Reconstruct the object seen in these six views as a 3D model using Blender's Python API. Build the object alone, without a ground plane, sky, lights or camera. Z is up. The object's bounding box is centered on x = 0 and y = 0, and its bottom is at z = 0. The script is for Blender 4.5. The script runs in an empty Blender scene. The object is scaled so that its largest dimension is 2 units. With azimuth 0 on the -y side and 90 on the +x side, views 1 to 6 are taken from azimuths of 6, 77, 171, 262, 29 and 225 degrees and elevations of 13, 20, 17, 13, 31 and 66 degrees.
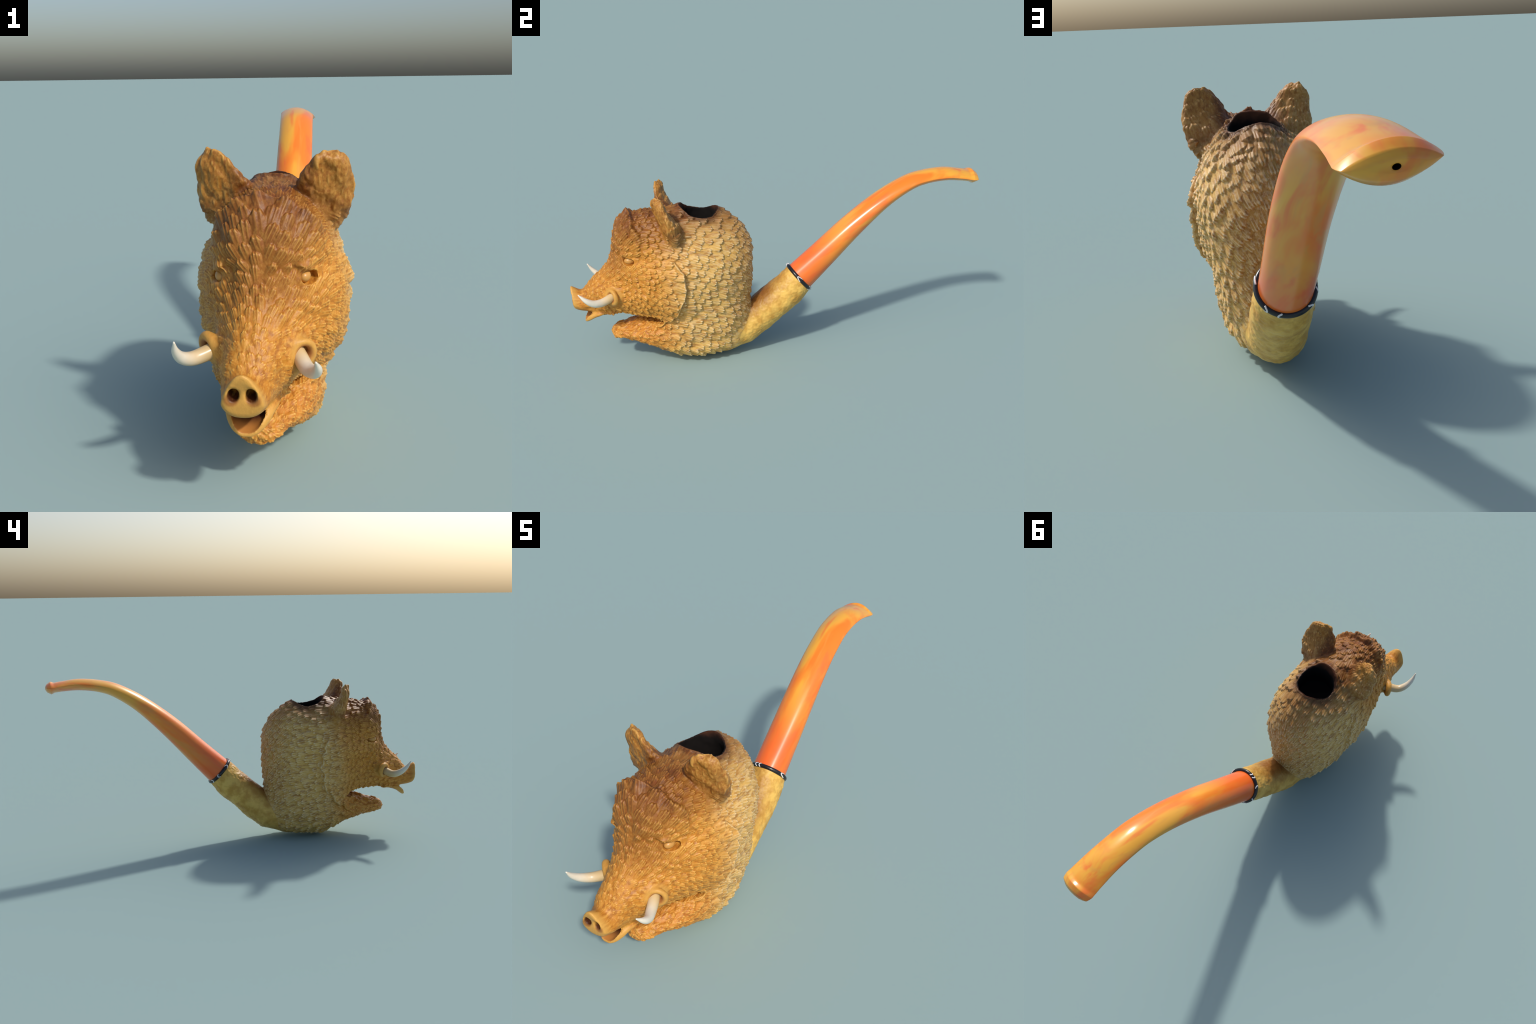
# A carved tobacco pipe: boar's-head bowl with fur tufts, ivory tusks, a curved
# shank, a black ring with white inlay and an amber mouthpiece.
import bpy, bmesh, math
import numpy as np
from mathutils import Vector

rng = np.random.RandomState(7)
F4 = np.float32

# ------------------------------------------------------------------ helpers
def sstep(a, b, t):
    u = np.clip((t - a) / (b - a), 0, 1)
    return u * u * (3 - 2 * u)

def smin(a, b, k):
    h = np.clip(k - np.abs(a - b), 0, None) / k
    return np.minimum(a, b) - h * h * k * 0.25

def smax(a, b, k):
    return -smin(-a, -b, k)

def interp(t, ts, vs):
    """Smooth (Catmull-Rom like) interpolation of station values."""
    ts = np.asarray(ts, float); vs = np.asarray(vs, float)
    m = np.gradient(vs, ts)
    t = np.clip(t, ts[0], ts[-1])
    i = np.clip(np.searchsorted(ts, t) - 1, 0, len(ts) - 2)
    h = ts[i + 1] - ts[i]; u = (t - ts[i]) / h
    u2 = u * u; u3 = u2 * u
    return ((2*u3 - 3*u2 + 1) * vs[i] + (u3 - 2*u2 + u) * h * m[i]
            + (-2*u3 + 3*u2) * vs[i+1] + (u3 - u2) * h * m[i+1])

def radial(du, dv, a, b, p):
    """Approximate distance to a superellipse with half axes a, b."""
    r = np.sqrt(du * du + dv * dv) + 1e-6
    n = (np.abs(du / a) ** p + np.abs(dv / b) ** p) ** (1.0 / p) + 1e-6
    return r * (1 - 1 / n)

def ellipsoid(P, c, r):
    d = (P - np.asarray(c)) / np.asarray(r)
    n = np.linalg.norm(d, axis=-1) + 1e-6
    return np.linalg.norm(P - np.asarray(c), axis=-1) * (1 - 1 / n)

def tube(P, pts, rad):
    """Chain of capsules through pts with radii rad."""
    best = np.full(P.shape[:-1], 9.0)
    for i in range(len(pts) - 1):
        a = np.asarray(pts[i], float); b = np.asarray(pts[i+1], float); ab = b - a
        h = np.clip(((P - a) @ ab) / (ab @ ab), 0, 1)
        d = np.linalg.norm(P - a - h[..., None] * ab, axis=-1) - (rad[i] + (rad[i+1] - rad[i]) * h)
        best = np.minimum(best, d)
    return best

def torus(P, c, axis, R, r):
    axis = np.asarray(axis, float); axis = axis / np.linalg.norm(axis)
    d = P - np.asarray(c); h = d @ axis
    q = np.linalg.norm(d - h[..., None] * axis, axis=-1) - R
    return np.sqrt(q * q + h * h) - r

def hash3(i):
    n = (i[..., 0] * 374761393 + i[..., 1] * 668265263 + i[..., 2] * 1274126177) & 0x7fffffff
    n = ((n ^ (n >> 13)) * 1274126177) & 0x7fffffff
    return ((n ^ (n >> 16)) & 0xffff) / 65535.0

def vnoise(P, scale, seed=0):
    """Value noise in -1..1."""
    q = P * scale + seed * 17.31
    i = np.floor(q).astype(np.int64); f = q - i; f = f * f * (3 - 2 * f)
    out = 0
    for dx in (0, 1):
        for dy in (0, 1):
            for dz in (0, 1):
                w = (f[..., 0] if dx else 1 - f[..., 0]) * (f[..., 1] if dy else 1 - f[..., 1]) * (f[..., 2] if dz else 1 - f[..., 2])
                out = out + w * hash3(i + np.array([dx, dy, dz]))
    return out * 2 - 1

# ------------------------------------------------------------------ carved body
AXIS = np.array([0.0, 0.743, 0.669])          # direction of the shank at the ring
RING = np.array([0.005, 0.100, 0.378])        # centre of the ring

def midline(y):
    """The head is turned a little to its right: x of its middle plane."""
    return -0.006 - 0.038 * sstep(-0.54, -1.04, y)

# neck / bowl: one row per height: z, back y, front y, half width on the left and on the right
NECK = np.array([
    [0.002, -0.37, -0.46, 0.010, 0.016], [0.010, -0.31, -0.48, 0.028, 0.045], [0.024, -0.25, -0.51, 0.070, 0.080], [0.05, -0.195, -0.555, 0.107, 0.116],
    [0.08, -0.180, -0.60, 0.129, 0.140], [0.12, -0.168, -0.63, 0.134, 0.155], [0.20, -0.154, -0.66, 0.154, 0.175], [0.30, -0.146, -0.66, 0.172, 0.187],
    [0.40, -0.138, -0.66, 0.195, 0.196], [0.50, -0.132, -0.66, 0.205, 0.202], [0.55, -0.134, -0.66, 0.199, 0.198],
    [0.61, -0.149, -0.66, 0.180, 0.179], [0.665, -0.175, -0.66, 0.158, 0.157], [0.706, -0.212, -0.66, 0.120, 0.116],
    [0.735, -0.249, -0.64, 0.089, 0.084], [0.755, -0.284, -0.60, 0.068, 0.066], [0.772, -0.328, -0.54, 0.050, 0.050], [0.783, -0.38, -0.46, 0.02, 0.02]])
# skull: z, front y, half width, exponent
SKULL = np.array([
    [0.246, -0.60, 0.06, 2.0], [0.259, -0.70, 0.126, 1.9], [0.290, -0.77, 0.164, 1.8], [0.32, -0.79, 0.187, 1.75], [0.36, -0.80, 0.203, 1.8],
    [0.45, -0.815, 0.211, 1.75], [0.50, -0.820, 0.210, 1.7], [0.545, -0.812, 0.195, 1.65], [0.575, -0.805, 0.183, 1.7],
    [0.61, -0.800, 0.168, 2.4], [0.64, -0.795, 0.156, 2.7], [0.672, -0.786, 0.146, 2.8], [0.712, -0.762, 0.120, 2.5],
    [0.735, -0.736, 0.092, 2.4], [0.750, -0.70, 0.065, 2.3], [0.765, -0.63, 0.04, 2.4]])
# snout: y, top z, bottom z, half width
SNOUT = np.array([
    [-1.01, 0.394, 0.295, 0.039], [-0.99, 0.391, 0.286, 0.044], [-0.975, 0.383, 0.279, 0.047], [-0.95, 0.373, 0.272, 0.053],
    [-0.92, 0.408, 0.267, 0.066], [-0.90, 0.434, 0.263, 0.073], [-0.87, 0.464, 0.259, 0.084],
    [-0.84, 0.487, 0.255, 0.094], [-0.80, 0.525, 0.253, 0.108], [-0.72, 0.57, 0.254, 0.128], [-0.62, 0.58, 0.26, 0.130]])
# chest ruff: y, top z, bottom z, half width
CHEST = np.array([
    [-0.820, 0.158, 0.138, 0.02], [-0.812, 0.176, 0.126, 0.042], [-0.795, 0.190, 0.121, 0.057], [-0.75, 0.203, 0.115, 0.078],
    [-0.70, 0.217, 0.105, 0.100], [-0.65, 0.230, 0.092, 0.119], [-0.60, 0.245, 0.074, 0.133],
    [-0.50, 0.26, 0.045, 0.146], [-0.40, 0.26, 0.045, 0.13]])
# lower jaw (y, top, bottom, half width) and the mouth hollow
JAW = np.array([[-0.939, 0.232, 0.211, 0.018], [-0.930, 0.253, 0.211, 0.035], [-0.914, 0.267, 0.219, 0.050],
                [-0.885, 0.282, 0.239, 0.062], [-0.85, 0.29, 0.248, 0.075], [-0.80, 0.30, 0.25, 0.09]])
MOUTH = np.array([[-0.97, 0.277, 0.226, 0.027], [-0.93, 0.274, 0.226, 0.030], [-0.90, 0.275, 0.244, 0.040],
                  [-0.875, 0.279, 0.256, 0.041], [-0.855, 0.279, 0.272, 0.03]])
# ears: z, inner x, outer x, centre y, half thickness
EAR_LEFT = np.array([[0.635, 0.12, 0.175, -0.520, 0.02], [0.665, 0.085, 0.201, -0.523, 0.038], [0.72, 0.050, 0.215, -0.536, 0.043],
                     [0.765, 0.063, 0.217, -0.563, 0.034], [0.79, 0.077, 0.213, -0.576, 0.029], [0.815, 0.094, 0.205, -0.584, 0.024],
                     [0.838, 0.114, 0.189, -0.587, 0.017], [0.850, 0.135, 0.165, -0.586, 0.008]])
EAR_RIGHT = np.array([[0.635, -0.12, -0.172, -0.510, 0.02], [0.665, -0.085, -0.194, -0.512, 0.038], [0.72, -0.052, -0.212, -0.522, 0.043],
                      [0.765, -0.062, -0.209, -0.548, 0.034], [0.79, -0.084, -0.210, -0.557, 0.028], [0.815, -0.104, -0.207, -0.561, 0.023],
                      [0.840, -0.127, -0.194, -0.560, 0.019], [0.853, -0.152, -0.180, -0.562, 0.008]])
EYES = {"left": np.array([0.087, -0.718, 0.550]), "right": np.array([-0.120, -0.720, 0.549])}
SHANK_Y = [0.16, 0.095, 0.045, -0.02, -0.09, -0.17, -0.28]
SHANK_Z = [0.433, 0.371, 0.316, 0.258, 0.195, 0.135, 0.112]
SHANK_R = [0.079, 0.080, 0.085, 0.087, 0.088, 0.090, 0.094]
SOCKETS = {"left": ((0.086, -0.803, 0.376), (0.45, -0.85, -0.15)), "right": ((-0.146, -0.785, 0.378), (-0.75, -0.62, -0.10))}
BORE = (0.0, -0.388)

def f_neck(P):
    z = P[..., 2]; t = NECK[:, 0]
    yb = interp(z, t, NECK[:, 1]) + 0.005; yf = interp(z, t, NECK[:, 2])
    dx = P[..., 0] + 0.004
    hw = np.where(dx > 0, interp(z, t, NECK[:, 3]), interp(z, t, NECK[:, 4]))
    yc = np.clip(-0.445 + 0 * z, yf + 0.02, yb - 0.02)
    dy = P[..., 1] - yc
    # the back is keel-like above and rounder towards the base
    p = np.where(dy > 0, 2.02 + 0.40 * sstep(0.45, 0.15, z), 2.15)
    d = radial(dy, dx, np.where(dy < 0, yc - yf, yb - yc), hw, p)
    return np.maximum(d, np.maximum(0.002 - z, z - 0.783))

def f_skull(P):
    z = P[..., 2]; t = SKULL[:, 0]
    yf = interp(z, t, SKULL[:, 1]); hw = interp(z, t, SKULL[:, 2]); p = interp(z, t, SKULL[:, 3])
    yc = -0.52
    dy = P[..., 1] - yc
    dx = P[..., 0] - midline(P[..., 1])
    hw = hw * (1 - 0.05 * sstep(-0.01, -0.10, dx) * sstep(-0.52, -0.62, P[..., 1]) * sstep(0.50, 0.44, z))      # right cheek is slimmer
    hw = hw * (1 - 0.06 * sstep(0.0, -0.08, dx) * sstep(-0.56, -0.66, P[..., 1]) * sstep(0.57, 0.63, z))
    p = p + 0.17 * np.where(dx > 0, sstep(0.62, 0.58, z), sstep(0.52, 0.42, z)) * np.clip(dx / 0.05, -1, 1)
    d = radial(dy, dx, np.where(dy < 0, yc - yf, 0.20), hw, p)
    return np.maximum(d, np.maximum(0.246 - z, z - 0.765))

def loft_along(P, T, p, pinch=None):
    y = P[..., 1]
    zt = interp(y, T[:, 0], T[:, 1]); zb = interp(y, T[:, 0], T[:, 2]); hw = interp(y, T[:, 0], T[:, 3])
    zc = (zt + zb) / 2; zh = (zt - zb) / 2
    v = P[..., 2] - zc
    if pinch is not None:
        hw = hw * (1 - pinch * np.clip(v / zh, -0.4, 1.2))
        hw = hw * (1 - 0.08 * sstep(0.0, -0.06, P[..., 0] - midline(y)) * sstep(-0.93, -0.86, y))
    d = radial(v, P[..., 0] - midline(y), zh, hw, p)
    return np.maximum(d, np.maximum(T[0, 0] - y, y - T[-1, 0]))

def f_snout(P):
    d = loft_along(P, SNOUT, 2.3, 0.16 + 0.26 * sstep(-0.93, -0.985, P[..., 1]))
    cut = (-0.999 + (0.392 - P[..., 2]) * 0.13) - P[..., 1]
    d = smax(d, cut, 0.010)
    d = smax(d, -ellipsoid(P, (midline(-1.0), -1.012, 0.337), (0.040, 0.023, 0.044)), 0.006)
    rim = (P[..., 0] - midline(-1.0)) / 0.05
    for sx in (-0.019, 0.021):
        d = smax(d, -ellipsoid(P, (midline(-1.0) + sx, -0.985, 0.340), (0.0125, 0.045, 0.0165)), 0.008)
    return d

def f_ear(P, T):
    z = P[..., 2]; t = T[:, 0]
    xi = interp(z, t, T[:, 1]); xo = interp(z, t, T[:, 2]); yc = interp(z, t, T[:, 3]); th = interp(z, t, T[:, 4])
    xc = (xi + xo) / 2; hw = np.abs(xo - xi) / 2
    # the blade is turned outwards: its outer rim lies further back
    s = np.clip((P[..., 0] - xc) / hw, -1.2, 1.2) * np.sign(T[0, 2])
    d = radial(P[..., 1] - yc - 0.013 * s * sstep(0.70, 0.77, z), P[..., 0] - xc, th, hw, 2.2)
    d = np.maximum(d, np.maximum(t[0] - z, z - t[-1]))
    sgn = np.sign(T[0, 2])
    cup = ellipsoid(P, (sgn * 0.146, -0.640 if sgn > 0 else -0.625, 0.757), (0.060, 0.050, 0.085))
    return smax(d, -cup, 0.012)

def f_shank(P):
    d = tube(P, [(0.005 - 0.014 * sstep(0.05, -0.14, y), y, z) for y, z in zip(SHANK_Y, SHANK_Z)], SHANK_R)
    return np.maximum(d, (P - RING) @ AXIS)

def f_bore(P):
    q = np.sqrt((P[..., 0] - BORE[0]) ** 2 + (P[..., 1] - BORE[1]) ** 2)
    r = 0.0805 + 0.002 * np.sin(3 * np.arctan2(P[..., 0], P[..., 1] + 0.388) + 1) + 0.012 * sstep(0.735, 0.80, P[..., 2])
    r = r + 0.0025 * sstep(0.66, 0.72, P[..., 2]) * (vnoise(P, 32, 51) + 0.6 * vnoise(P, 70, 52))
    return np.maximum(q - r, 0.645 - 0.03 + 0.03 * (q / 0.09) ** 2 - P[..., 2])

def parts_field(P):
    return {"neck": f_neck(P), "head": f_skull(P), "snout": f_snout(P), "chest": loft_along(P, CHEST, 2.4),
            "ear_left": f_ear(P, EAR_LEFT), "ear_right": f_ear(P, EAR_RIGHT), "shank": f_shank(P),
            "jaw": loft_along(P, JAW, 2.3)}

def body_field(P):
    f = parts_field(P)
    d = smin(f["neck"], f["head"], 0.030)
    d = smin(d, f["snout"], 0.030)
    d = smin(d, f["chest"], 0.022)
    d = smax(d, -ellipsoid(P, (-0.01, -0.745, 0.243), (0.27, 0.195, 0.019)), 0.012)
    jaw = smax(f["jaw"], -loft_along(P, MOUTH, 2.2), 0.008)
    d = smin(d, jaw, 0.010)
    d = smax(d, -loft_along(P, MOUTH, 2.2), 0.008)
    for k, (c, ax) in SOCKETS.items():
        d = smin(d, torus(P, c, ax, 0.029, 0.0125), 0.018)
    d = smin(d, f["ear_left"], 0.022)
    d = smin(d, f["ear_right"], 0.022)
    for k, c in EYES.items():                        # almond eye hollow under a brow
        s = 1 if k == "left" else -1
        d = smin(d, ellipsoid(P, c + np.array([0.000 * s, 0.004, 0.032]), (0.026, 0.054, 0.016)), 0.018)
        d = smin(d, ellipsoid(P, c + np.array([-0.003 * s, 0.010, -0.026]), (0.022, 0.045, 0.010)), 0.018)
        d = smax(d, -ellipsoid(P, c + np.array([0.012 * s, 0.0, -0.001]), (0.025, 0.037, 0.0175)), 0.006)
        q = P - c - np.array([0.006 * s, 0.002, 0.0165])
        d = smin(d, ellipsoid(np.stack([q[..., 0], q[..., 1], q[..., 2] + 0.25 * q[..., 1]], -1), (0, 0, 0), (0.017, 0.034, 0.0055)), 0.006)
        d = smin(d, ellipsoid(P, c + np.array([0.004 * s, 0.004, -0.018]), (0.014, 0.028, 0.005)), 0.006)
    d = smin(d, f["shank"], 0.014)
    d = smax(d, -f_bore(P), 0.008)
    return d

def surface_nets(func, lo, hi, h):
    n = np.ceil((np.asarray(hi) - lo) / h).astype(int) + 1
    V = np.empty(n, F4)
    ax = [lo[i] + h * np.arange(n[i]) for i in range(3)]
    # a coarse pass finds the cells near the surface; only those are evaluated finely
    q = 4; m = n // q + 2
    cx = [lo[i] + h * q * np.arange(m[i]) for i in range(3)]
    C = func(np.stack(np.meshgrid(*cx, indexing="ij"), -1))
    near = np.abs(C) < 3.2 * q * h
    cell = np.zeros(m - 1, bool)
    for a in (0, 1):
        for b in (0, 1):
            for d in (0, 1):
                cell |= near[a:m[0]-1+a, b:m[1]-1+b, d:m[2]-1+d]
    up = [np.minimum(np.arange(n[i]) // q, m[i] - 2) for i in range(3)]
    mask = cell[np.ix_(*up)]
    V[:] = np.where(C[:-1, :-1, :-1][np.ix_(*up)] < 0, -1, 1)
    at = np.argwhere(mask)
    for c in np.array_split(at, max(1, len(at) // 400000)):
        V[tuple(c.T)] = func(c * h + lo)
    S = V < 0
    c = np.zeros(n - 1, np.int8)
    off = [(a, b, d) for a in (0, 1) for b in (0, 1) for d in (0, 1)]
    sl = lambda A, o: A[o[0]:A.shape[0]-1+o[0], o[1]:A.shape[1]-1+o[1], o[2]:A.shape[2]-1+o[2]]
    for o in off:
        c += sl(S, o)
    act = (c > 0) & (c < 8)
    idx = np.full(n - 1, -1, np.int64); ijk = np.argwhere(act); idx[act] = np.arange(len(ijk))
    acc = np.zeros((len(ijk), 3)); cnt = np.zeros(len(ijk))
    for a in off:
        for axn in range(3):
            if a[axn]:
                continue
            b = list(a); b[axn] = 1
            va = V[tuple((ijk + a).T)]; vb = V[tuple((ijk + b).T)]
            m = (va < 0) != (vb < 0)
            t = np.where(m, va / np.where(m, va - vb, 1), 0)
            p = np.repeat(np.array(a, float)[None], len(ijk), 0); p[:, axn] += t
            acc[m] += p[m]; cnt[m] += 1
    verts = (ijk + acc / cnt[:, None]) * h + lo
    faces = []
    for axn in range(3):
        u, v = (axn + 1) % 3, (axn + 2) % 3
        e = [slice(None)] * 3; g = [slice(None)] * 3
        e[axn] = slice(0, -1); g[axn] = slice(1, None)
        A = S[tuple(e)]; B = S[tuple(g)]
        q = np.argwhere(A != B)
        q = q[(q[:, u] > 0) & (q[:, v] > 0) & (q[:, u] < n[u] - 1) & (q[:, v] < n[v] - 1)]
        du = np.zeros(3, int); du[u] = 1; dv = np.zeros(3, int); dv[v] = 1
        f = np.stack([idx[tuple((q - du - dv).T)], idx[tuple((q - dv).T)], idx[tuple(q.T)], idx[tuple((q - du).T)]], 1)
        flip = ~A[tuple(q.T)]
        f[flip] = f[flip][:, ::-1]
        faces.append(f)
    return verts, np.concatenate(faces)

def mesh_from(name, verts, faces):
    me = bpy.data.meshes.new(name)
    faces = np.asarray(faces)
    me.vertices.add(len(verts)); me.vertices.foreach_set("co", np.asarray(verts, F4).ravel())
    k = faces.shape[1]
    me.loops.add(faces.size); me.loops.foreach_set("vertex_index", faces.ravel().astype(np.int32))
    me.polygons.add(len(faces)); me.polygons.foreach_set("loop_start", np.arange(0, faces.size, k, dtype=np.int32))
    me.update(calc_edges=True)
    return me

def read_mesh(me):
    v = np.empty(len(me.vertices) * 3, F4); me.vertices.foreach_get("co", v)
    f = np.empty(len(me.loops), np.int32); me.loops.foreach_get("vertex_index", f)
    return v.reshape(-1, 3).astype(float), f.reshape(-1, 4)

def vertex_normals(v, f):
    n = np.cross(v[f[:, 2]] - v[f[:, 0]], v[f[:, 3]] - v[f[:, 1]])
    out = np.zeros_like(v)
    for k in range(4):
        for c in range(3):
            out[:, c] += np.bincount(f[:, k], n[:, c], len(v))
    return out / (np.linalg.norm(out, axis=1, keepdims=True) + 1e-12)

GRID = 0.0042
bv, bf = surface_nets(body_field, np.array([-0.245, -1.02, -0.03]), np.array([0.245, 0.20, 0.875]), GRID)

def subdivided(v, f, smooth):
    me = mesh_from("work", v, f); ob = bpy.data.objects.new("work", me); bpy.context.collection.objects.link(ob)
    if smooth:
        s = ob.modifiers.new("s", "SMOOTH"); s.iterations = smooth; s.factor = 0.5
    m = ob.modifiers.new("m", "SUBSURF"); m.levels = m.render_levels = 1
    ev = ob.evaluated_get(bpy.context.evaluated_depsgraph_get())
    tmp = bpy.data.meshes.new_from_object(ev)
    out = read_mesh(tmp)
    bpy.data.objects.remove(ob); bpy.data.meshes.remove(me); bpy.data.meshes.remove(tmp)
    return out

V, FQ = subdivided(bv, bf, 2)
N = vertex_normals(V, FQ)

# ------------------------------------------------------------------ where fur grows
fld = parts_field(V)
names = list(fld)
D = np.stack([fld[k] for k in names], 1)
bore_d = f_bore(V)
x, y, z = V.T
mid = midline(y)
in_bore = bore_d < 0.006

fur = np.ones(len(V))
fur *= sstep(0.000, 0.022, fld["shank"] - 0.2 * np.clip(fld["neck"], 0, 1))       # smooth shank
fur *= sstep(-0.962, -0.925, y)                                                   # smooth snout disc
fur *= 1 - sstep(0.300, 0.270, z) * sstep(-0.84, -0.88, y)                        # smooth lips
fur *= 1 - sstep(-0.90, -0.95, y) * sstep(0.35, 0.31, z)
for k, (c, ax) in SOCKETS.items():
    fur *= sstep(0.012, 0.034, torus(V, c, ax, 0.024, 0.010))
for k, c in EYES.items():
    fur *= sstep(0.024, 0.044, np.linalg.norm((V - c) * np.array([1, 0.8, 1]), axis=1))
fur *= sstep(0.004, 0.014, bore_d)
ear_d = np.minimum(fld["ear_left"], fld["ear_right"])
ear_front = sstep(0.010, 0.002, ear_d) * sstep(0.665, 0.70, z) * sstep(0.3, -0.1, N[:, 1])
fur *= (1 - 0.75 * ear_front) * (1 - 0.5 * sstep(0.008, 0.0, ear_d) * sstep(0.66, 0.72, z))

# direction in which the hair lies
FL = np.zeros_like(V)
FL[:, 1] = 1
face_up = sstep(-0.62, -0.76, y) * sstep(0.40, 0.50, z)
FL[:, 2] = -0.30 - 0.35 * sstep(-0.40, -0.15, y) + 1.3 * face_up
chest = sstep(0.012, -0.004, fld["chest"] - np.minimum(fld["neck"], fld["head"]))
FL[:, 2] -= 0.35 * chest
FL[:, 0] = 0.25 * np.sign(x) * face_up
earm = sstep(0.012, 0.0, ear_d) * sstep(0.66, 0.72, z)
FL = FL * (1 - earm[:, None]) + earm[:, None] * np.stack([0.25 * np.sign(x), 0 * x, 1 + 0 * x], 1)
FL += 0.26 * np.stack([vnoise(V, 9, 1), vnoise(V, 9, 2), vnoise(V, 9, 3)], 1) + 0.18 * np.stack([vnoise(V, 24, 7), vnoise(V, 24, 8), vnoise(V, 24, 9)], 1)
FL -= (FL * N).sum(1, keepdims=True) * N
FL /= np.linalg.norm(FL, axis=1, keepdims=True) + 1e-9

# size of a tuft by place
size = 0.036 - 0.012 * sstep(-0.52, -0.62, y) - 0.004 * sstep(-0.80, -0.92, y) + 0.009 * face_up * sstep(0.55, 0.66, z)
size *= 1 + 0.14 * vnoise(V, 12, 5) + 0.08 * vnoise(V, 34, 6)

# ------------------------------------------------------------------ larger carved forms (before the tufts)
disp = np.zeros(len(V))
# raised forehead plate that ends in a crest
crest = (y + 0.712) + 0.38 * (z - 0.76) + 0.010 * vnoise(V, 28, 11) + 0.004 * vnoise(V, 70, 15)
s = -crest
plate = sstep(-0.013, 0.010, s) * np.exp(-np.clip(s, 0, None) / 0.050) * sstep(0.57, 0.64, z) * (1 - earm)
disp += (0.025 + 0.010 * vnoise(V, 42, 13)) * plate * (1 - 0.68 * sstep(0.74, 0.64, z))
# cheek ruff that overlaps the neck
rr = np.where(x > 0, 0.235, 0.290)
cheek_r = np.sqrt((y + 0.715) ** 2 + ((z - 0.435) * 0.95) ** 2) + 0.010 * vnoise(V, 30, 12) + 0.006 * vnoise(V, 70, 14)
s = rr - cheek_r
cheek = sstep(-0.004, 0.006, s) * np.exp(-np.clip(s, 0, None) / 0.05) * sstep(0.60, 0.54, z) * sstep(0.10, 0.15, np.abs(x - mid)) * sstep(-0.66, -0.58, y)
disp += 0.014 * cheek
disp -= 0.007 * sstep(0.006, -0.004, s) * np.exp(-np.clip(-s, 0, None) / 0.055) * sstep(0.60, 0.52, z) * sstep(0.13, 0.20, z) * sstep(0.10, 0.15, np.abs(x - mid))
# gentle unevenness from carving
disp += 0.004 * vnoise(V, 14, 21) * sstep(-0.96, -0.90, y) * (1 - in_bore)
shk = sstep(0.012, 0.0, fld["shank"]) * sstep(0.0, 0.02, fld["neck"])
disp += shk * sstep(0.0, -0.02, (V - RING) @ AXIS) * (0.0016 * vnoise(V, 55, 22) + 0.0012 * vnoise(V, 110, 23))
QE = V * np.array([1.0, 1.0, 0.5])
disp += ear_front * (0.0060 * vnoise(QE, 55, 31) + 0.0025 * vnoise(QE, 130, 32))

# ------------------------------------------------------------------ tufts of carved hair, laid like shingles
cand = np.flatnonzero(fur > 0.15); rng.shuffle(cand)
cv = V[cand]; alive = np.ones(len(cand), bool)
combed = sstep(-0.56, -0.68, y)            # longer, narrower strokes on the face
len_k = 1.0 + 0.15 * combed; wid_k = 0.84 + 0.02 * combed
seeds = []
cN = N[cand]; cF = FL[cand]
order_y = np.argsort(cv[:, 1]); ys = cv[order_y, 1]
for i in range(len(cand)):
    if not alive[i]:
        continue
    seeds.append(cand[i])
    r = size[cand[i]]
    a, b = np.searchsorted(ys, [cv[i, 1] - r, cv[i, 1] + r])
    near = order_y[a:b]
    d = cv[near] - cv[i]
    sl = d @ cF[i]; w = d @ np.cross(cN[i], cF[i]); nn = d @ cN[i]
    q = (sl / (len_k[cand[i]] * r)) ** 2 + (w / (wid_k[cand[i]] * r)) ** 2 + (nn / r) ** 2
    alive[near[q < 1]] = False
seeds = np.array(seeds)
order_y = np.argsort(V[:, 1]); ys = V[order_y, 1]
H = np.zeros(len(V))
for k in seeds:
    r = size[k] * rng.uniform(0.92, 1.12)
    a, b = np.searchsorted(ys, [y[k] - 1.5 * r, y[k] + 1.5 * r])
    near = order_y[a:b]
    d = V[near] - V[k]
    m = (np.abs(d[:, 0]) < 1.5 * r) & (np.abs(d[:, 2]) < 1.5 * r)
    near = near[m]; d = d[m]
    if not len(near):
        continue
    fl = FL[k]; side = np.cross(N[k], fl)
    u = d @ fl / (r * len_k[k]); w = d @ side / (r * wid_k[k] / 0.82) + 0.10 * rng.uniform(-1, 1) * u
    ok = np.abs(d @ N[k]) < 0.9 * r
    half = rng.uniform(0.50, 0.62)
    ph = rng.uniform(0, 6.28); fr = rng.uniform(16, 22)
    strands = np.cos(w * fr + ph)
    # ragged, rounded tip
    tip = 0.68 * (1 - 0.55 * (w / half) ** 2) + 0.05 * strands + rng.uniform(-0.12, 0.12)
    rise = np.clip((u + 1.0) / (tip + 1.0), 0, 1)
    lat = np.clip(1 - (np.abs(w) / (half * (0.75 + 0.3 * rise))) ** 2.0, 0, 1)
    drop = sstep(-0.30, 0.10, tip - u)
    hgt = (rise ** 1.4) * lat ** 0.8 * drop * rng.uniform(0.62, 1.25)
    hgt = hgt + 0.13 * strands * lat * drop * rise
    H[near] = np.maximum(H[near], np.where(ok, hgt * r * (0.31 + 0.08 * combed[k]), 0))
soft = 1 - 0.45 * chest * sstep(-0.50, -0.60, y) - 0.55 * sstep(-0.80, -0.90, y)
H *= fur * soft
Q = V * np.array([1.0, 0.45, 1.0])
disp += fur * chest * sstep(-0.50, -0.60, y) * (0.006 * vnoise(Q, 45, 41) + 0.003 * vnoise(Q, 100, 42))
disp += fur * 0.003 * vnoise(V, 22, 43)
print("mean tuft", H[fur > 0.9].mean())
disp += H - 0.0088 * fur
disp *= sstep(0.0, 0.006, bore_d) 
V2 = V + N * disp[:, None]
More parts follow.
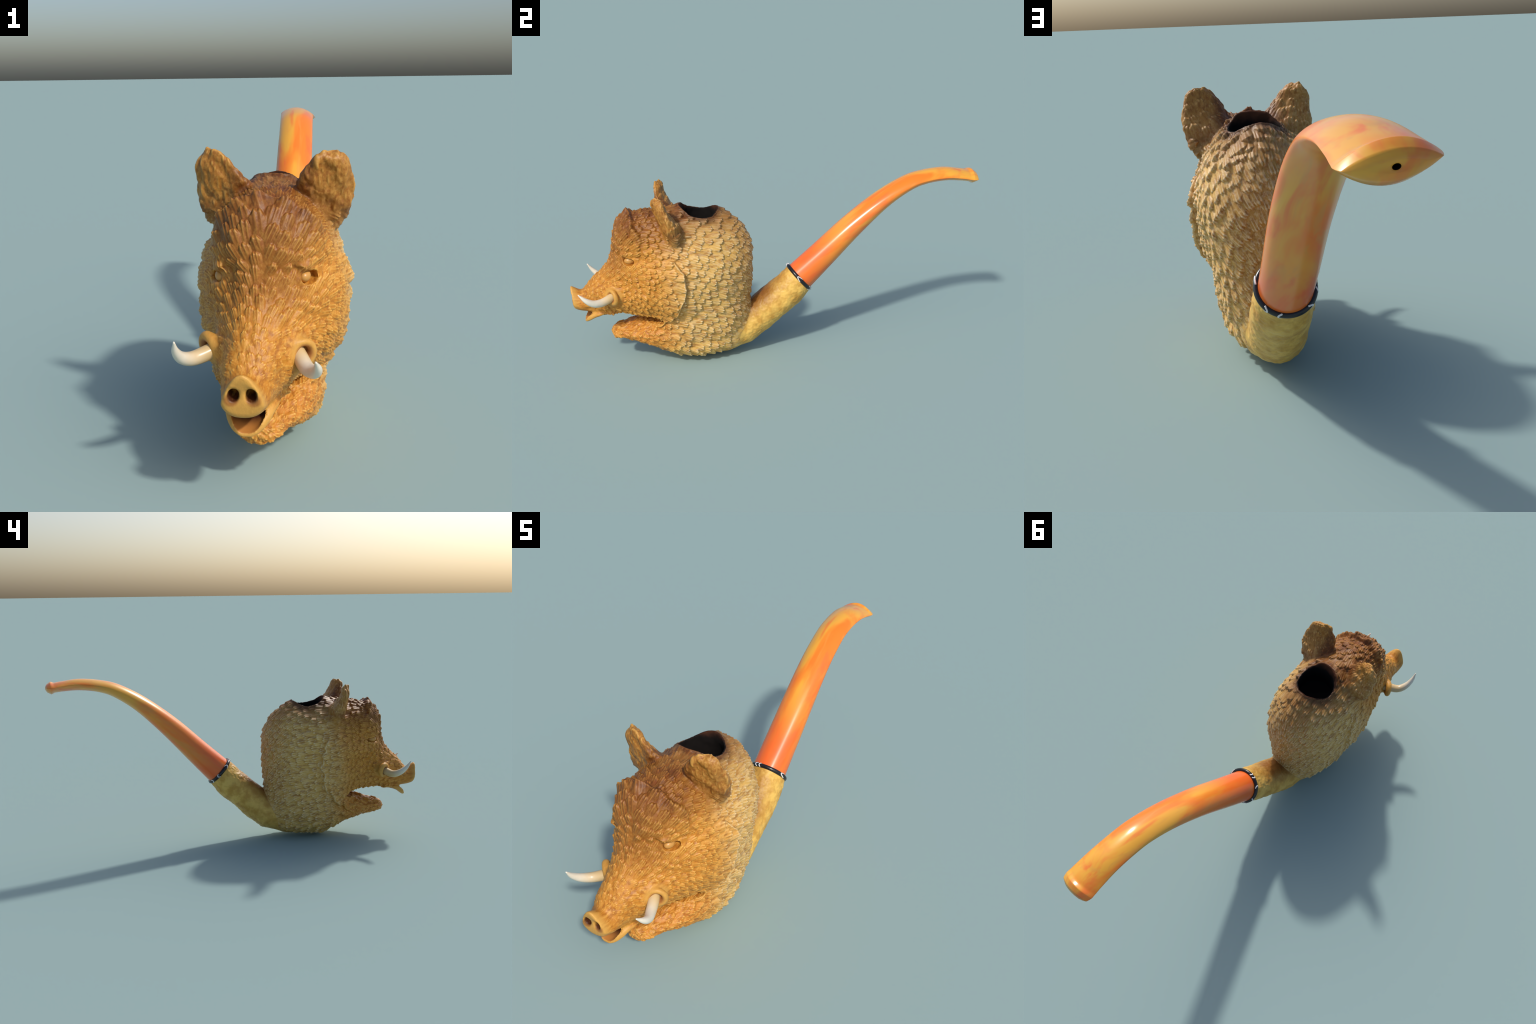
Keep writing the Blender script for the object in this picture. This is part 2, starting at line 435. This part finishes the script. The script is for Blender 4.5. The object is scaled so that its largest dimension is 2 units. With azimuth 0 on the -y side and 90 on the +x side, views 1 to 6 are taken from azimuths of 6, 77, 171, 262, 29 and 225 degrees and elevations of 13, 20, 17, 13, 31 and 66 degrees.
# ragged rim of the bowl
V2[:, 2] = np.where(np.abs(bore_d) < 0.03, V2[:, 2], V2[:, 2])
print("lowest", V2[:, 2].min())
V2[:, 2] = np.maximum(V2[:, 2], 0.0)

NV = vertex_normals(V2, FQ)

# ------------------------------------------------------------------ materials
def new_mat(name):
    m = bpy.data.materials.new(name); m.use_nodes = True
    nt = m.node_tree; b = nt.nodes["Principled BSDF"]
    return m, nt, b

class NG:
    """Small helper for node wiring."""
    def __init__(s, nt):
        s.nt = nt; s.tc = nt.nodes.new("ShaderNodeTexCoord")
    def node(s, t, **k):
        n = s.nt.nodes.new(t)
        for a, v in k.items():
            setattr(n, a, v)
        return n
    def put(s, sock, v):
        if isinstance(v, bpy.types.NodeSocket):
            s.nt.links.new(v, sock)
        else:
            sock.default_value = v
    def math(s, op, a, b=0.0, clamp=False):
        n = s.node("ShaderNodeMath", operation=op, use_clamp=clamp)
        s.put(n.inputs[0], a); s.put(n.inputs[1], b)
        return n.outputs[0]
    def ramp01(s, v, lo, hi):
        n = s.node("ShaderNodeMapRange", interpolation_type="SMOOTHSTEP")
        s.put(n.inputs[0], v); n.inputs[1].default_value = min(lo, hi); n.inputs[2].default_value = max(lo, hi)
        n.inputs[3].default_value = 0.0 if lo < hi else 1.0; n.inputs[4].default_value = 1.0 if lo < hi else 0.0
        return n.outputs[0]
    def mix(s, f, a, b, mode="MIX"):
        n = s.node("ShaderNodeMix", data_type="RGBA", blend_type=mode)
        s.put(n.inputs[0], f)
        s.put(n.inputs[6], a if isinstance(a, bpy.types.NodeSocket) else (*a, 1)); s.put(n.inputs[7], b if isinstance(b, bpy.types.NodeSocket) else (*b, 1))
        return n.outputs[2]
    def noise(s, scale, detail=3, rough=0.55, stretch=(1, 1, 1), offset=(0, 0, 0), rot=(0, 0, 0), dist=0.0, kind="POINT"):
        mp = s.node("ShaderNodeMapping", vector_type=kind); mp.inputs["Scale"].default_value = stretch; mp.inputs["Location"].default_value = offset; mp.inputs["Rotation"].default_value = rot
        s.nt.links.new(s.tc.outputs["Object"], mp.inputs[0])
        n = s.node("ShaderNodeTexNoise"); n.inputs["Scale"].default_value = scale; n.inputs["Detail"].default_value = detail
        n.inputs["Roughness"].default_value = rough; n.inputs["Distortion"].default_value = dist
        s.nt.links.new(mp.outputs[0], n.inputs["Vector"])
        return n.outputs["Fac"]
    def xyz(s):
        n = s.node("ShaderNodeSeparateXYZ"); s.nt.links.new(s.tc.outputs["Object"], n.inputs[0])
        return n.outputs
    def blob(s, c, r):
        """0..1 mask, 1 inside an ellipsoid."""
        mp = s.node("ShaderNodeMapping", vector_type="POINT")
        mp.inputs["Location"].default_value = [-c[i] / r[i] for i in range(3)]; mp.inputs["Scale"].default_value = [1 / q for q in r]
        s.nt.links.new(s.tc.outputs["Object"], mp.inputs[0])
        n = s.node("ShaderNodeVectorMath", operation="LENGTH"); s.nt.links.new(mp.outputs[0], n.inputs[0])
        return s.ramp01(n.outputs["Value"], 1.25, 0.75)

def meerschaum():
    m, nt, b = new_mat("stained_meerschaum"); g = NG(nt)
    X, Y, Z = g.xyz()
    n1 = g.noise(9, 4); n2 = g.noise(45, 4); n3 = g.noise(60, 3, stretch=(1, 0.25, 1)); nb = g.noise(22, 4)
    wob = lambda s, v: g.math("ADD", v, g.math("MULTIPLY", g.math("SUBTRACT", n1, 0.5), s))
    # coordinates with wandering borders
    y = wob(0.14, Y); z = wob(0.12, Z)
    cream = g.mix(n2, (0.70, 0.45, 0.145), (0.58, 0.315, 0.06))
    gold = g.mix(n2, (0.56, 0.245, 0.033), (0.42, 0.148, 0.014))
    orange = g.mix(nb, (0.62, 0.27, 0.040), (0.40, 0.12, 0.013))
    amber = g.mix(g.ramp01(nb, 0.35, 0.68), (0.78, 0.49, 0.115), (0.56, 0.30, 0.055))
    # neck pale, head golden
    col = g.mix(g.ramp01(y, -0.38, -0.66), cream, gold)
    # chest ruff orange
    chestm = g.math("MULTIPLY", g.ramp01(z, 0.25, 0.21), g.ramp01(y, -0.50, -0.62))
    col = g.mix(chestm, col, orange)
    # bottom of the neck and shank golden yellow
    low = g.math("MULTIPLY", g.ramp01(z, 0.14, 0.04), g.ramp01(y, -0.62, -0.52))
    col = g.mix(low, col, amber)
    line = g.math("SUBTRACT", g.math("ADD", g.math("MULTIPLY", Y, 0.743), g.math("MULTIPLY", Z, 0.55)), 0.0)
    return m, nt, b, g, (X, Y, Z, y, z, n1, n2, n3, nb, col, amber)

def finish_meerschaum(kind):
    m, nt, b, g, (X, Y, Z, y, z, n1, n2, n3, nb, col, amber) = meerschaum()
    m.name = {"fur": "stained_meerschaum", "shank": "polished_meerschaum"}[kind]
    if kind == "shank":
        col = g.mix(1.0, col, amber)
        # smoke stain on the upper side against the bowl
        up = g.math("SUBTRACT", Z, g.math("MULTIPLY", Y, 0.88))
        stain = g.math("MULTIPLY", g.ramp01(up, 0.30, 0.40), g.ramp01(wobble(g, Y, n1, 0.1), 0.08, -0.08))
        col = g.mix(g.math("MULTIPLY", stain, 0.85), col, (0.16, 0.042, 0.008))
    else:
        # brown smoke stain over crown, rim and top of the back
        top = g.ramp01(g.math("SUBTRACT", z, g.math("MULTIPLY", g.ramp01(Y, -0.52, -0.42), 0.045)), 0.56, 0.73)
        earz = g.math("MULTIPLY", g.ramp01(g.math("ABSOLUTE", X), 0.085, 0.13), g.ramp01(Z, 0.68, 0.74))
        top = g.math("MULTIPLY", top, g.math("SUBTRACT", 1.0, g.math("MULTIPLY", earz, 0.55)))
        top = g.math("MULTIPLY", top, g.math("ADD", 0.72, g.math("MULTIPLY", g.ramp01(nb, 0.35, 0.65), 0.28)))
        col = g.mix(top, col, (0.120, 0.038, 0.008))
        # forehead
        fore = g.math("MULTIPLY", g.ramp01(y, -0.70, -0.80), g.ramp01(z, 0.42, 0.55))
        col = g.mix(g.math("MULTIPLY", fore, 0.65), col, (0.22, 0.075, 0.013))
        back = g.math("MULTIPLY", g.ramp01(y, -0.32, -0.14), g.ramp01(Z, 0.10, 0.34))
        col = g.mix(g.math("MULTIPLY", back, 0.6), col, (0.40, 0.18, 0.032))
        # smooth snout disc, lips and collars are pale yellow
        disc = g.ramp01(Y, -0.955, -0.985)
        lips = g.math("MULTIPLY", g.ramp01(Y, -0.86, -0.90), g.ramp01(Z, 0.285, 0.265))
        pale = g.math("MAXIMUM", disc, lips)
        for k, (c, ax) in SOCKETS.items():
            pale = g.math("MAXIMUM", pale, g.blob(c, (0.045, 0.045, 0.045)))
        col = g.mix(g.math("MULTIPLY", pale, 0.8), col, (0.62, 0.34, 0.075))
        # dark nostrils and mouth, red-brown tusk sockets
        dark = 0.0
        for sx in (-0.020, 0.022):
            col = g.mix(g.math("MULTIPLY", g.blob((midline(-1.0) + sx * 1.25, -0.985, 0.328), (0.017, 0.03, 0.015)), 0.7), col, (0.28, 0.085, 0.02))  # shading below each nostril painted in brown; next blob blackens the hollow
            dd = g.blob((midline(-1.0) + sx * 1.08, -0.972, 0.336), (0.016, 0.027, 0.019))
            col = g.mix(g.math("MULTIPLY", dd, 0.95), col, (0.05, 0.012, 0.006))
        for k, (c, ax) in SOCKETS.items():
            a = np.array(ax) / np.linalg.norm(ax)
            col = g.mix(g.math("MULTIPLY", g.blob(tuple(np.array(c) + a * 0.006), (0.026,) * 3), 0.75), col, (0.26, 0.075, 0.03))
    # hair strands: brown and cream streaks along the lie of the hair
    if kind == "fur":
        calm = g.math("SUBTRACT", 1.0, g.math("MULTIPLY", pale, 0.8))
        s1 = g.ramp01(g.noise(95, 3, 0.6, stretch=(1, 0.22, 0.7)), 0.47, 0.64)
        s2 = g.ramp01(g.noise(120, 3, 0.6, stretch=(1, 0.2, 0.7), offset=(5, 2, 9)), 0.47, 0.64)
        col = g.mix(g.math("MULTIPLY", g.math("MULTIPLY", s1, g.math("SUBTRACT", 0.66, g.math("MULTIPLY", g.ramp01(y, -0.45, -0.65), 0.16))), calm), col, g.mix(g.ramp01(y, -0.42, -0.60), (0.30, 0.115, 0.022), (0.21, 0.058, 0.008)))
        lighter = g.mix(0.52, col, g.mix(g.math("MAXIMUM", top, g.math("MULTIPLY", fore, 0.6)), g.mix(g.ramp01(y, -0.44, -0.60), (0.92, 0.78, 0.50), (0.90, 0.55, 0.13)), (0.40, 0.165, 0.035)))
        geo = g.node("ShaderNodeNewGeometry")
        pale_tips = g.math("MULTIPLY", g.ramp01(geo.outputs["Pointiness"], 0.503, 0.535), 0.9)
        col = g.mix(g.math("MULTIPLY", g.math("MAXIMUM", g.math("MULTIPLY", s2, 0.46), pale_tips), calm), col, lighter)
        # singed lip of the bowl
        q = g.node("ShaderNodeVectorMath", operation="LENGTH"); mp = g.node("ShaderNodeMapping")
        mp.inputs["Location"].default_value = (-BORE[0], -BORE[1], 0); mp.inputs["Scale"].default_value = (1, 1, 0)
        nt.links.new(g.tc.outputs["Object"], mp.inputs[0]); nt.links.new(mp.outputs[0], q.inputs[0])
        lip = g.math("MULTIPLY", g.ramp01(wobble(g, q.outputs["Value"], nb, 0.03), 0.118, 0.088), g.ramp01(Z, 0.66, 0.70))
        col = g.mix(g.math("MULTIPLY", lip, 0.75), col, (0.075, 0.026, 0.009))
    else:
        s1 = g.ramp01(g.noise(70, 3, 0.6, stretch=(1, 0.5, 0.8)), 0.50, 0.70)
        col = g.mix(g.math("MULTIPLY", s1, 0.25), col, (0.42, 0.20, 0.04))
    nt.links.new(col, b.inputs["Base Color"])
    b.inputs["Roughness"].default_value = 0.46
    b.inputs["Specular IOR Level"].default_value = 0.30
    bm = g.node("ShaderNodeBump"); bm.inputs["Strength"].default_value = 0.35; bm.inputs["Distance"].default_value = 0.003
    nt.links.new(g.noise(120, 3, stretch=(1, 0.35, 0.8)), bm.inputs["Height"]); nt.links.new(bm.outputs[0], b.inputs["Normal"])
    return m

def wobble(g, v, n, s):
    return g.math("ADD", v, g.math("MULTIPLY", g.math("SUBTRACT", n, 0.5), s))

def plain(name, color, rough, spec=0.5, coat=0.0):
    m, nt, b = new_mat(name)
    b.inputs["Base Color"].default_value = (*color, 1); b.inputs["Roughness"].default_value = rough
    b.inputs["Specular IOR Level"].default_value = spec; b.inputs["Coat Weight"].default_value = coat
    return m

MAT_FUR = finish_meerschaum("fur")
MAT_SHANK = finish_meerschaum("shank")

def char_material():
    m, nt, b = new_mat("charred_bore"); g = NG(nt)
    X, Y, Z = g.xyz()
    n = g.noise(30, 4)
    c = g.mix(n, (0.006, 0.005, 0.005), (0.011, 0.009, 0.008))
    rim = g.ramp01(wobble(g, Z, n, 0.04), 0.735, 0.775)
    c = g.mix(g.math("MULTIPLY", rim, 0.7), c, (0.10, 0.035, 0.016))
    nt.links.new(c, b.inputs["Base Color"]); b.inputs["Roughness"].default_value = 0.9; b.inputs["Specular IOR Level"].default_value = 0.1
    return m
MAT_CHAR = char_material()

def ivory_material():
    m, nt, b = new_mat("ivory"); g = NG(nt)
    X, Y, Z = g.xyz()
    n = g.noise(40, 3)
    c = g.mix(n, (0.78, 0.75, 0.66), (0.68, 0.62, 0.48))
    c = g.mix(g.math("MULTIPLY", g.ramp01(Y, -0.885, -0.81), 0.85), c, (0.60, 0.40, 0.15))
    nt.links.new(c, b.inputs["Base Color"]); b.inputs["Roughness"].default_value = 0.3
    b.inputs["Subsurface Weight"].default_value = 0.0; b.inputs["Subsurface Radius"].default_value = (0.02, 0.015, 0.01)
    return m
MAT_IVORY = ivory_material()

def eye_material():
    m, nt, b = new_mat("polished_eye"); g = NG(nt)
    c = g.mix(g.noise(60, 2), (0.60, 0.31, 0.075), (0.50, 0.23, 0.05))
    nt.links.new(c, b.inputs["Base Color"]); b.inputs["Roughness"].default_value = 0.35
    return m
MAT_EYE = eye_material()

def amber_material():
    m, nt, b = new_mat("marbled_amber"); g = NG(nt)
    X, Y, Z = g.xyz()
    r = (math.radians(30), 0, 0)
    a1 = g.noise(9, 3, 0.5, stretch=(1, 4, 1), rot=r, dist=0.7, kind="TEXTURE")
    a2 = g.noise(16, 3, 0.5, stretch=(1, 5, 1), rot=r, offset=(3, 1, 2), dist=0.9, kind="TEXTURE")
    a3 = g.noise(26, 2, 0.5, stretch=(1, 6, 1), rot=r, offset=(7, 4, 1), dist=0.5, kind="TEXTURE")
    c = g.mix(g.ramp01(a1, 0.38, 0.62), (0.84, 0.40, 0.045), (0.87, 0.21, 0.020))
    c = g.mix(g.math("MULTIPLY", g.ramp01(a2, 0.45, 0.70), 0.75), c, (0.84, 0.15, 0.030))
    c = g.mix(g.math("MULTIPLY", g.ramp01(a3, 0.52, 0.70), 0.5), c, (0.70, 0.32, 0.06))
    end = g.ramp01(wobble(g, Y, a1, 0.25), 0.36, 0.12)
    c = g.mix(g.math("MULTIPLY", end, 0.75), c, (0.82, 0.12, 0.022))
    nt.links.new(c, b.inputs["Base Color"]); b.inputs["Roughness"].default_value = 0.22
    b.inputs["Coat Weight"].default_value = 0.12; b.inputs["Coat Roughness"].default_value = 0.12
    return m
MAT_AMBER = amber_material()
MAT_RING = plain("black_lacquer", (0.012, 0.012, 0.014), 0.25)
MAT_INLAY = plain("white_inlay", (0.78, 0.78, 0.78), 0.4)
MAT_HOLE = plain("dark_draught_hole", (0.006, 0.005, 0.004), 0.9, 0.1)

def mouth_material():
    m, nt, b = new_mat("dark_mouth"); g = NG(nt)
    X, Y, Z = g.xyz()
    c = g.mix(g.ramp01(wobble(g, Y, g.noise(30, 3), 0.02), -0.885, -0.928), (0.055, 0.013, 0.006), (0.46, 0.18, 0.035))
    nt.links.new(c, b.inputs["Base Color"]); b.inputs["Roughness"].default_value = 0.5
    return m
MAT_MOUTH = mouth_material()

# ------------------------------------------------------------------ scene tree
root = bpy.data.objects.new("carved_pipe", None); bpy.context.collection.objects.link(root)
root["label"] = "tobacco pipe carved as a tusked boar's head, amber stem"
root["category"] = "tobacco pipe"

def add(name, me, mat, parent=root, kind=None):
    ob = bpy.data.objects.new(name, me); bpy.context.collection.objects.link(ob); ob.parent = parent
    if mat:
        me.materials.append(mat)
    if kind:
        ob["kind"] = kind
    return ob

# split the carved body by region; borders coincide and normals come from the whole
region = np.zeros(len(V), int)      # 0 neck
Dn = {k: fld[k] for k in names}
region[:] = 0
ishead = (Dn["head"] < Dn["neck"] - 0.002) & (y < -0.47)
region[ishead] = 1
region[(Dn["chest"] < np.minimum(Dn["neck"], Dn["head"]) - 0.001) & (z < 0.26) & (y < -0.52)] = 3
region[(y < -0.835) & (z > 0.195)] = 2
region[(Dn["jaw"] < 0.010) & (z < 0.262) & (y < -0.845)] = 7
region[(Dn["ear_left"] < 0.006) & (z > 0.69) & (x > 0)] = 4
region[(Dn["ear_right"] < 0.006) & (z > 0.69) & (x < 0)] = 5
region[(Dn["shank"] < Dn["neck"] - 0.002)] = 6
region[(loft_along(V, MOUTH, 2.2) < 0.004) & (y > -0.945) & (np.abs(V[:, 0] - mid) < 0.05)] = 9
region[in_bore & (z > 0.5)] = 8
freg = np.sort(region[FQ], axis=1)[:, 1]
info = {0: ("neck", MAT_FUR), 1: ("head", MAT_FUR), 2: ("snout", MAT_FUR), 3: ("chest_ruff", MAT_FUR), 4: ("ear", MAT_FUR),
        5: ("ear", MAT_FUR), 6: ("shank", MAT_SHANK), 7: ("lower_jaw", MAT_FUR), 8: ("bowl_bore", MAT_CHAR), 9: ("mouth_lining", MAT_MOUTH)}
objs = {}
for rid, (nm, mat) in info.items():
    fs = FQ[freg == rid]
    if not len(fs):
        continue
    used, inv = np.unique(fs, return_inverse=True)
    me = mesh_from(nm, V2[used], inv.reshape(-1, 4))
    me.polygons.foreach_set("use_smooth", np.ones(len(fs), bool))
    me.normals_split_custom_set_from_vertices(NV[used].astype(F4))
    objs[rid] = add(nm, me, mat)
head = objs[1]
for rid in (2, 4, 5, 7, 9):
    if rid in objs:
        objs[rid].parent = head
if 8 in objs:
    objs[8].parent = objs[0]

# ------------------------------------------------------------------ swept and turned parts
def loft(name, rings, mat, parent=root, closed=True, smooth=True):
    """Skin a list of equally long closed rings; both ends are capped."""
    n = len(rings[0]); vs = np.concatenate(rings); bm = bmesh.new()
    bvs = [bm.verts.new(v) for v in vs]
    for i in range(len(rings) - 1):
        for j in range(n):
            k = (j + 1) % n
            bm.faces.new((bvs[i*n+j], bvs[i*n+k], bvs[(i+1)*n+k], bvs[(i+1)*n+j]))
    bm.faces.new(bvs[:n][::-1]); bm.faces.new(bvs[-n:])
    bmesh.ops.recalc_face_normals(bm, faces=bm.faces)
    me = bpy.data.meshes.new(name); bm.to_mesh(me); bm.free()
    me.polygons.foreach_set("use_smooth", np.full(len(me.polygons), smooth))
    return add(name, me, mat, parent)

def sweep(name, pts, rad, mat, parent, segs=20, steps=40, flat=1.0):
    pts = np.asarray(pts, float); t = np.linspace(0, 1, len(pts)); tt = np.linspace(0, 1, steps)
    C = np.stack([interp(tt, t, pts[:, i]) for i in range(3)], 1); R = np.maximum(interp(tt, t, rad), 0.0008)
    T = np.gradient(C, axis=0); T /= np.linalg.norm(T, axis=1, keepdims=True)
    up = np.array([0.0, 0.0, 1.0]); rings = []
    a = 2 * np.pi * np.arange(segs) / segs
    for c, tg, r in zip(C, T, R):
        s = np.cross(tg, up); s /= np.linalg.norm(s); u = np.cross(s, tg)
        rings.append(c + r * (np.cos(a)[:, None] * s + flat * np.sin(a)[:, None] * u))
    return loft(name, rings, mat, parent)

# tusks
sweep("tusk", [(0.066, -0.785, 0.384), (0.082, -0.815, 0.368), (0.100, -0.855, 0.356), (0.118, -0.892, 0.362), (0.126, -0.925, 0.383), (0.122, -0.957, 0.412)],
      [0.020, 0.020, 0.0185, 0.0160, 0.011, 0.002], MAT_IVORY, head)
sweep("tusk", [(-0.112, -0.775, 0.384), (-0.146, -0.800, 0.371), (-0.182, -0.828, 0.364), (-0.203, -0.862, 0.378), (-0.211, -0.894, 0.406), (-0.209, -0.918, 0.438)],
      [0.021, 0.0205, 0.0185, 0.0155, 0.010, 0.002], MAT_IVORY, head)
# eyes
for k, c in EYES.items():
    bm = bmesh.new(); bmesh.ops.create_uvsphere(bm, u_segments=28, v_segments=18, radius=1.0)
    for v in bm.verts:
        v.co = Vector((v.co.x * 0.0180, v.co.y * 0.0255, v.co.z * 0.0170)) + Vector(c)
    me = bpy.data.meshes.new("eye"); bm.to_mesh(me); bm.free()
    me.polygons.foreach_set("use_smooth", np.ones(len(me.polygons), bool))
    add("eye", me, MAT_EYE, head)

# mouthpiece: centre line in the middle plane, oval section that flattens to a lens
SY = [0.090, 0.118, 0.223, 0.364, 0.511, 0.638, 0.730, 0.827, 0.905, 0.950]
SZ = [0.367, 0.393, 0.496, 0.636, 0.761, 0.838, 0.866, 0.876, 0.870, 0.864]
SH = [0.074, 0.074, 0.066, 0.056, 0.0435, 0.0355, 0.0312, 0.0295, 0.0265, 0.0255]
SW = [0.074, 0.074, 0.073, 0.071, 0.069, 0.068, 0.069, 0.070, 0.071, 0.072]
SL = [0.0, 0.0, 0.0, 0.05, 0.15, 0.35, 0.55, 0.8, 0.95, 1.0]          # 0 ellipse .. 1 lens
def mouthpiece():
    n = 72; a = 2 * np.pi * np.arange(n) / n
    t = np.arange(len(SY)); tt = np.linspace(0, len(SY) - 1, 90)
    y_, z_, h_, w_, l_ = (interp(tt, t, q) for q in (SY, SZ, SH, SW, SL))
    rows = [(y_[i], z_[i], h_[i], w_[i], l_[i]) for i in range(len(tt))]
    # button lip: rise, crest, slope to the rounded end, then the slot and the draught hole
    rows += [(0.956, 0.8636, 0.0260, 0.0722, 1), (0.961, 0.863, 0.0280, 0.0725, 1), (0.966, 0.8625, 0.0306, 0.073, 1), (0.9695, 0.862, 0.0320, 0.073, 1), (0.971, 0.862, 0.0322, 0.073, 1),
             (0.973, 0.8618, 0.0316, 0.0728, 1), (0.981, 0.861, 0.0272, 0.071, 1), (0.989, 0.8605, 0.0226, 0.068, 1), (0.9915, 0.8605, 0.0208, 0.0665, 1), (0.993, 0.860, 0.0185, 0.064, 1)]
    rows += [(0.9955, 0.860, 0.0140, 0.055, 0.9), (0.9985, 0.860, 0.0095, 0.040, 0.8), (0.9985, 0.859, 0.0080, 0.028, 0.6), (0.9975, 0.859, 0.0060, 0.012, 0.3), (0.997, 0.859, 0.0046, 0.0060, 0.0)]
    Y = np.array([r[0] for r in rows]); Zc = np.array([r[1] for r in rows])
    rings = []
    k = len(y_)
    ty = np.gradient(y_); tz = np.gradient(z_)
    for i, (yy, zz, h, w, l) in enumerate(rows):
        if i < k:
            q = np.hypot(ty[i], tz[i]); u = np.array([0, -tz[i] / q, ty[i] / q])
        else:
            u = np.array([0, 0.06, 1.0])
        cx, sx = np.cos(a), np.sin(a)
        # lens: top and bottom are shallow arcs that meet in blunt corners
        lens = np.sign(sx) * (1 - np.abs(cx) ** 2.0) * 0.97 + 0.06 * sx
        v = (1 - l) * sx + l * lens
        # convex end seen from above
        ye = yy - 0.012 * (cx * w / 0.073) ** 2 * sstep(0.90, 0.968, yy)
        px = 0.005 + 0.006 * sstep(0.08, 0.40, yy) - 0.006 * sstep(0.55, 1.0, yy) + w * (1 + 0.07 * sstep(0.75, 0.98, yy)) * cx
        C = np.stack([px, np.broadcast_to(ye, px.shape) + u[1] * h * v, zz + u[2] * h * v - 0.085 * (px - 0.004) * sstep(0.5, 0.95, yy)], 1)
        rings.append(C)
    ob = loft("mouthpiece", rings, MAT_AMBER)
    e = rings[-1]
    deep = [e + np.array([0, dy, dz]) for dy, dz in ((0.0, 0.0), (-0.03, 0.0), (-0.06, 0.002))]
    me = ob.data
    bm = bmesh.new(); bm.from_mesh(me); bm.faces.ensure_lookup_table()
    capf = max(bm.faces, key=lambda f: (len(f.verts) > 10, f.calc_center_median().y))
    r = bmesh.ops.extrude_face_region(bm, geom=[capf])
    vs = [v for v in r["geom"] if isinstance(v, bmesh.types.BMVert)]
    bmesh.ops.translate(bm, verts=vs, vec=(0, -0.05, 0.0))
    if capf.is_valid:
        bm.faces.remove(capf)
    me.materials.append(MAT_HOLE)
    vset = set(vs)
    for f in bm.faces:
        if any(v in vset for v in f.verts):
            f.material_index = 1
    bm.normal_update(); bm.to_mesh(me); bm.free()
    return ob
mouthpiece()

# ring with white inlay
side = np.array([1.0, 0, 0]); upv = np.cross(side, AXIS)
RMAJ, RMIN = 0.0770, 0.0095
def on_ring(th, ph, lift=0.0):
    rad = np.cos(th) * side + np.sin(th) * upv
    return RING + AXIS * 0.004 + rad * (RMAJ + (RMIN + lift) * np.cos(ph)) + AXIS * (RMIN + lift) * np.sin(ph)
n, mseg = 120, 20
vs = np.array([on_ring(2*np.pi*i/n, 2*np.pi*j/mseg) for i in range(n) for j in range(mseg)])
fs = np.array([[i*mseg+j, ((i+1) % n)*mseg+j, ((i+1) % n)*mseg+(j+1) % mseg, i*mseg+(j+1) % mseg] for i in range(n) for j in range(mseg)])
me = mesh_from("ring", vs, fs); me.polygons.foreach_set("use_smooth", np.ones(len(fs), bool))
ring = add("ring", me, MAT_RING)

def inlay(th0, wid, flip):
    """Hook-shaped white line let into the ring."""
    s = np.linspace(0, 1, 26)
    th = th0 + flip * wid * (np.sin(s * np.pi * 0.9) * 0.9 - 0.25 * s)
    ph = -1.0 + 2.3 * s
    C = np.array([on_ring(t, p, 0.0002) for t, p in zip(th, ph)])
    ctr = np.array([on_ring(t, 0, -RMIN) for t in th])
    T = np.gradient(C, axis=0); T /= np.linalg.norm(T, axis=1, keepdims=True)
    nrm = C - ctr; nrm /= np.linalg.norm(nrm, axis=1, keepdims=True)
    bit = np.cross(T, nrm); bit /= np.linalg.norm(bit, axis=1, keepdims=True)
    a = 2 * np.pi * np.arange(8) / 8
    rings = [C[i] + 0.0025 * (np.cos(a)[:, None] * bit[i] + 0.45 * np.sin(a)[:, None] * nrm[i]) for i in range(len(C))]
    loft("ring_inlay", rings, MAT_INLAY, ring)
for deg, wid, flip in ((8, 0.42, 1), (95, 0.10, 1), (107, 0.12, 1), (148, 0.20, -1), (187, 0.16, 1), (232, 0.24, -1), (285, 0.15, 1), (322, 0.22, -1)):
    inlay(math.radians(deg), wid, flip)
print("seeds", len(seeds), "verts", len(V2))
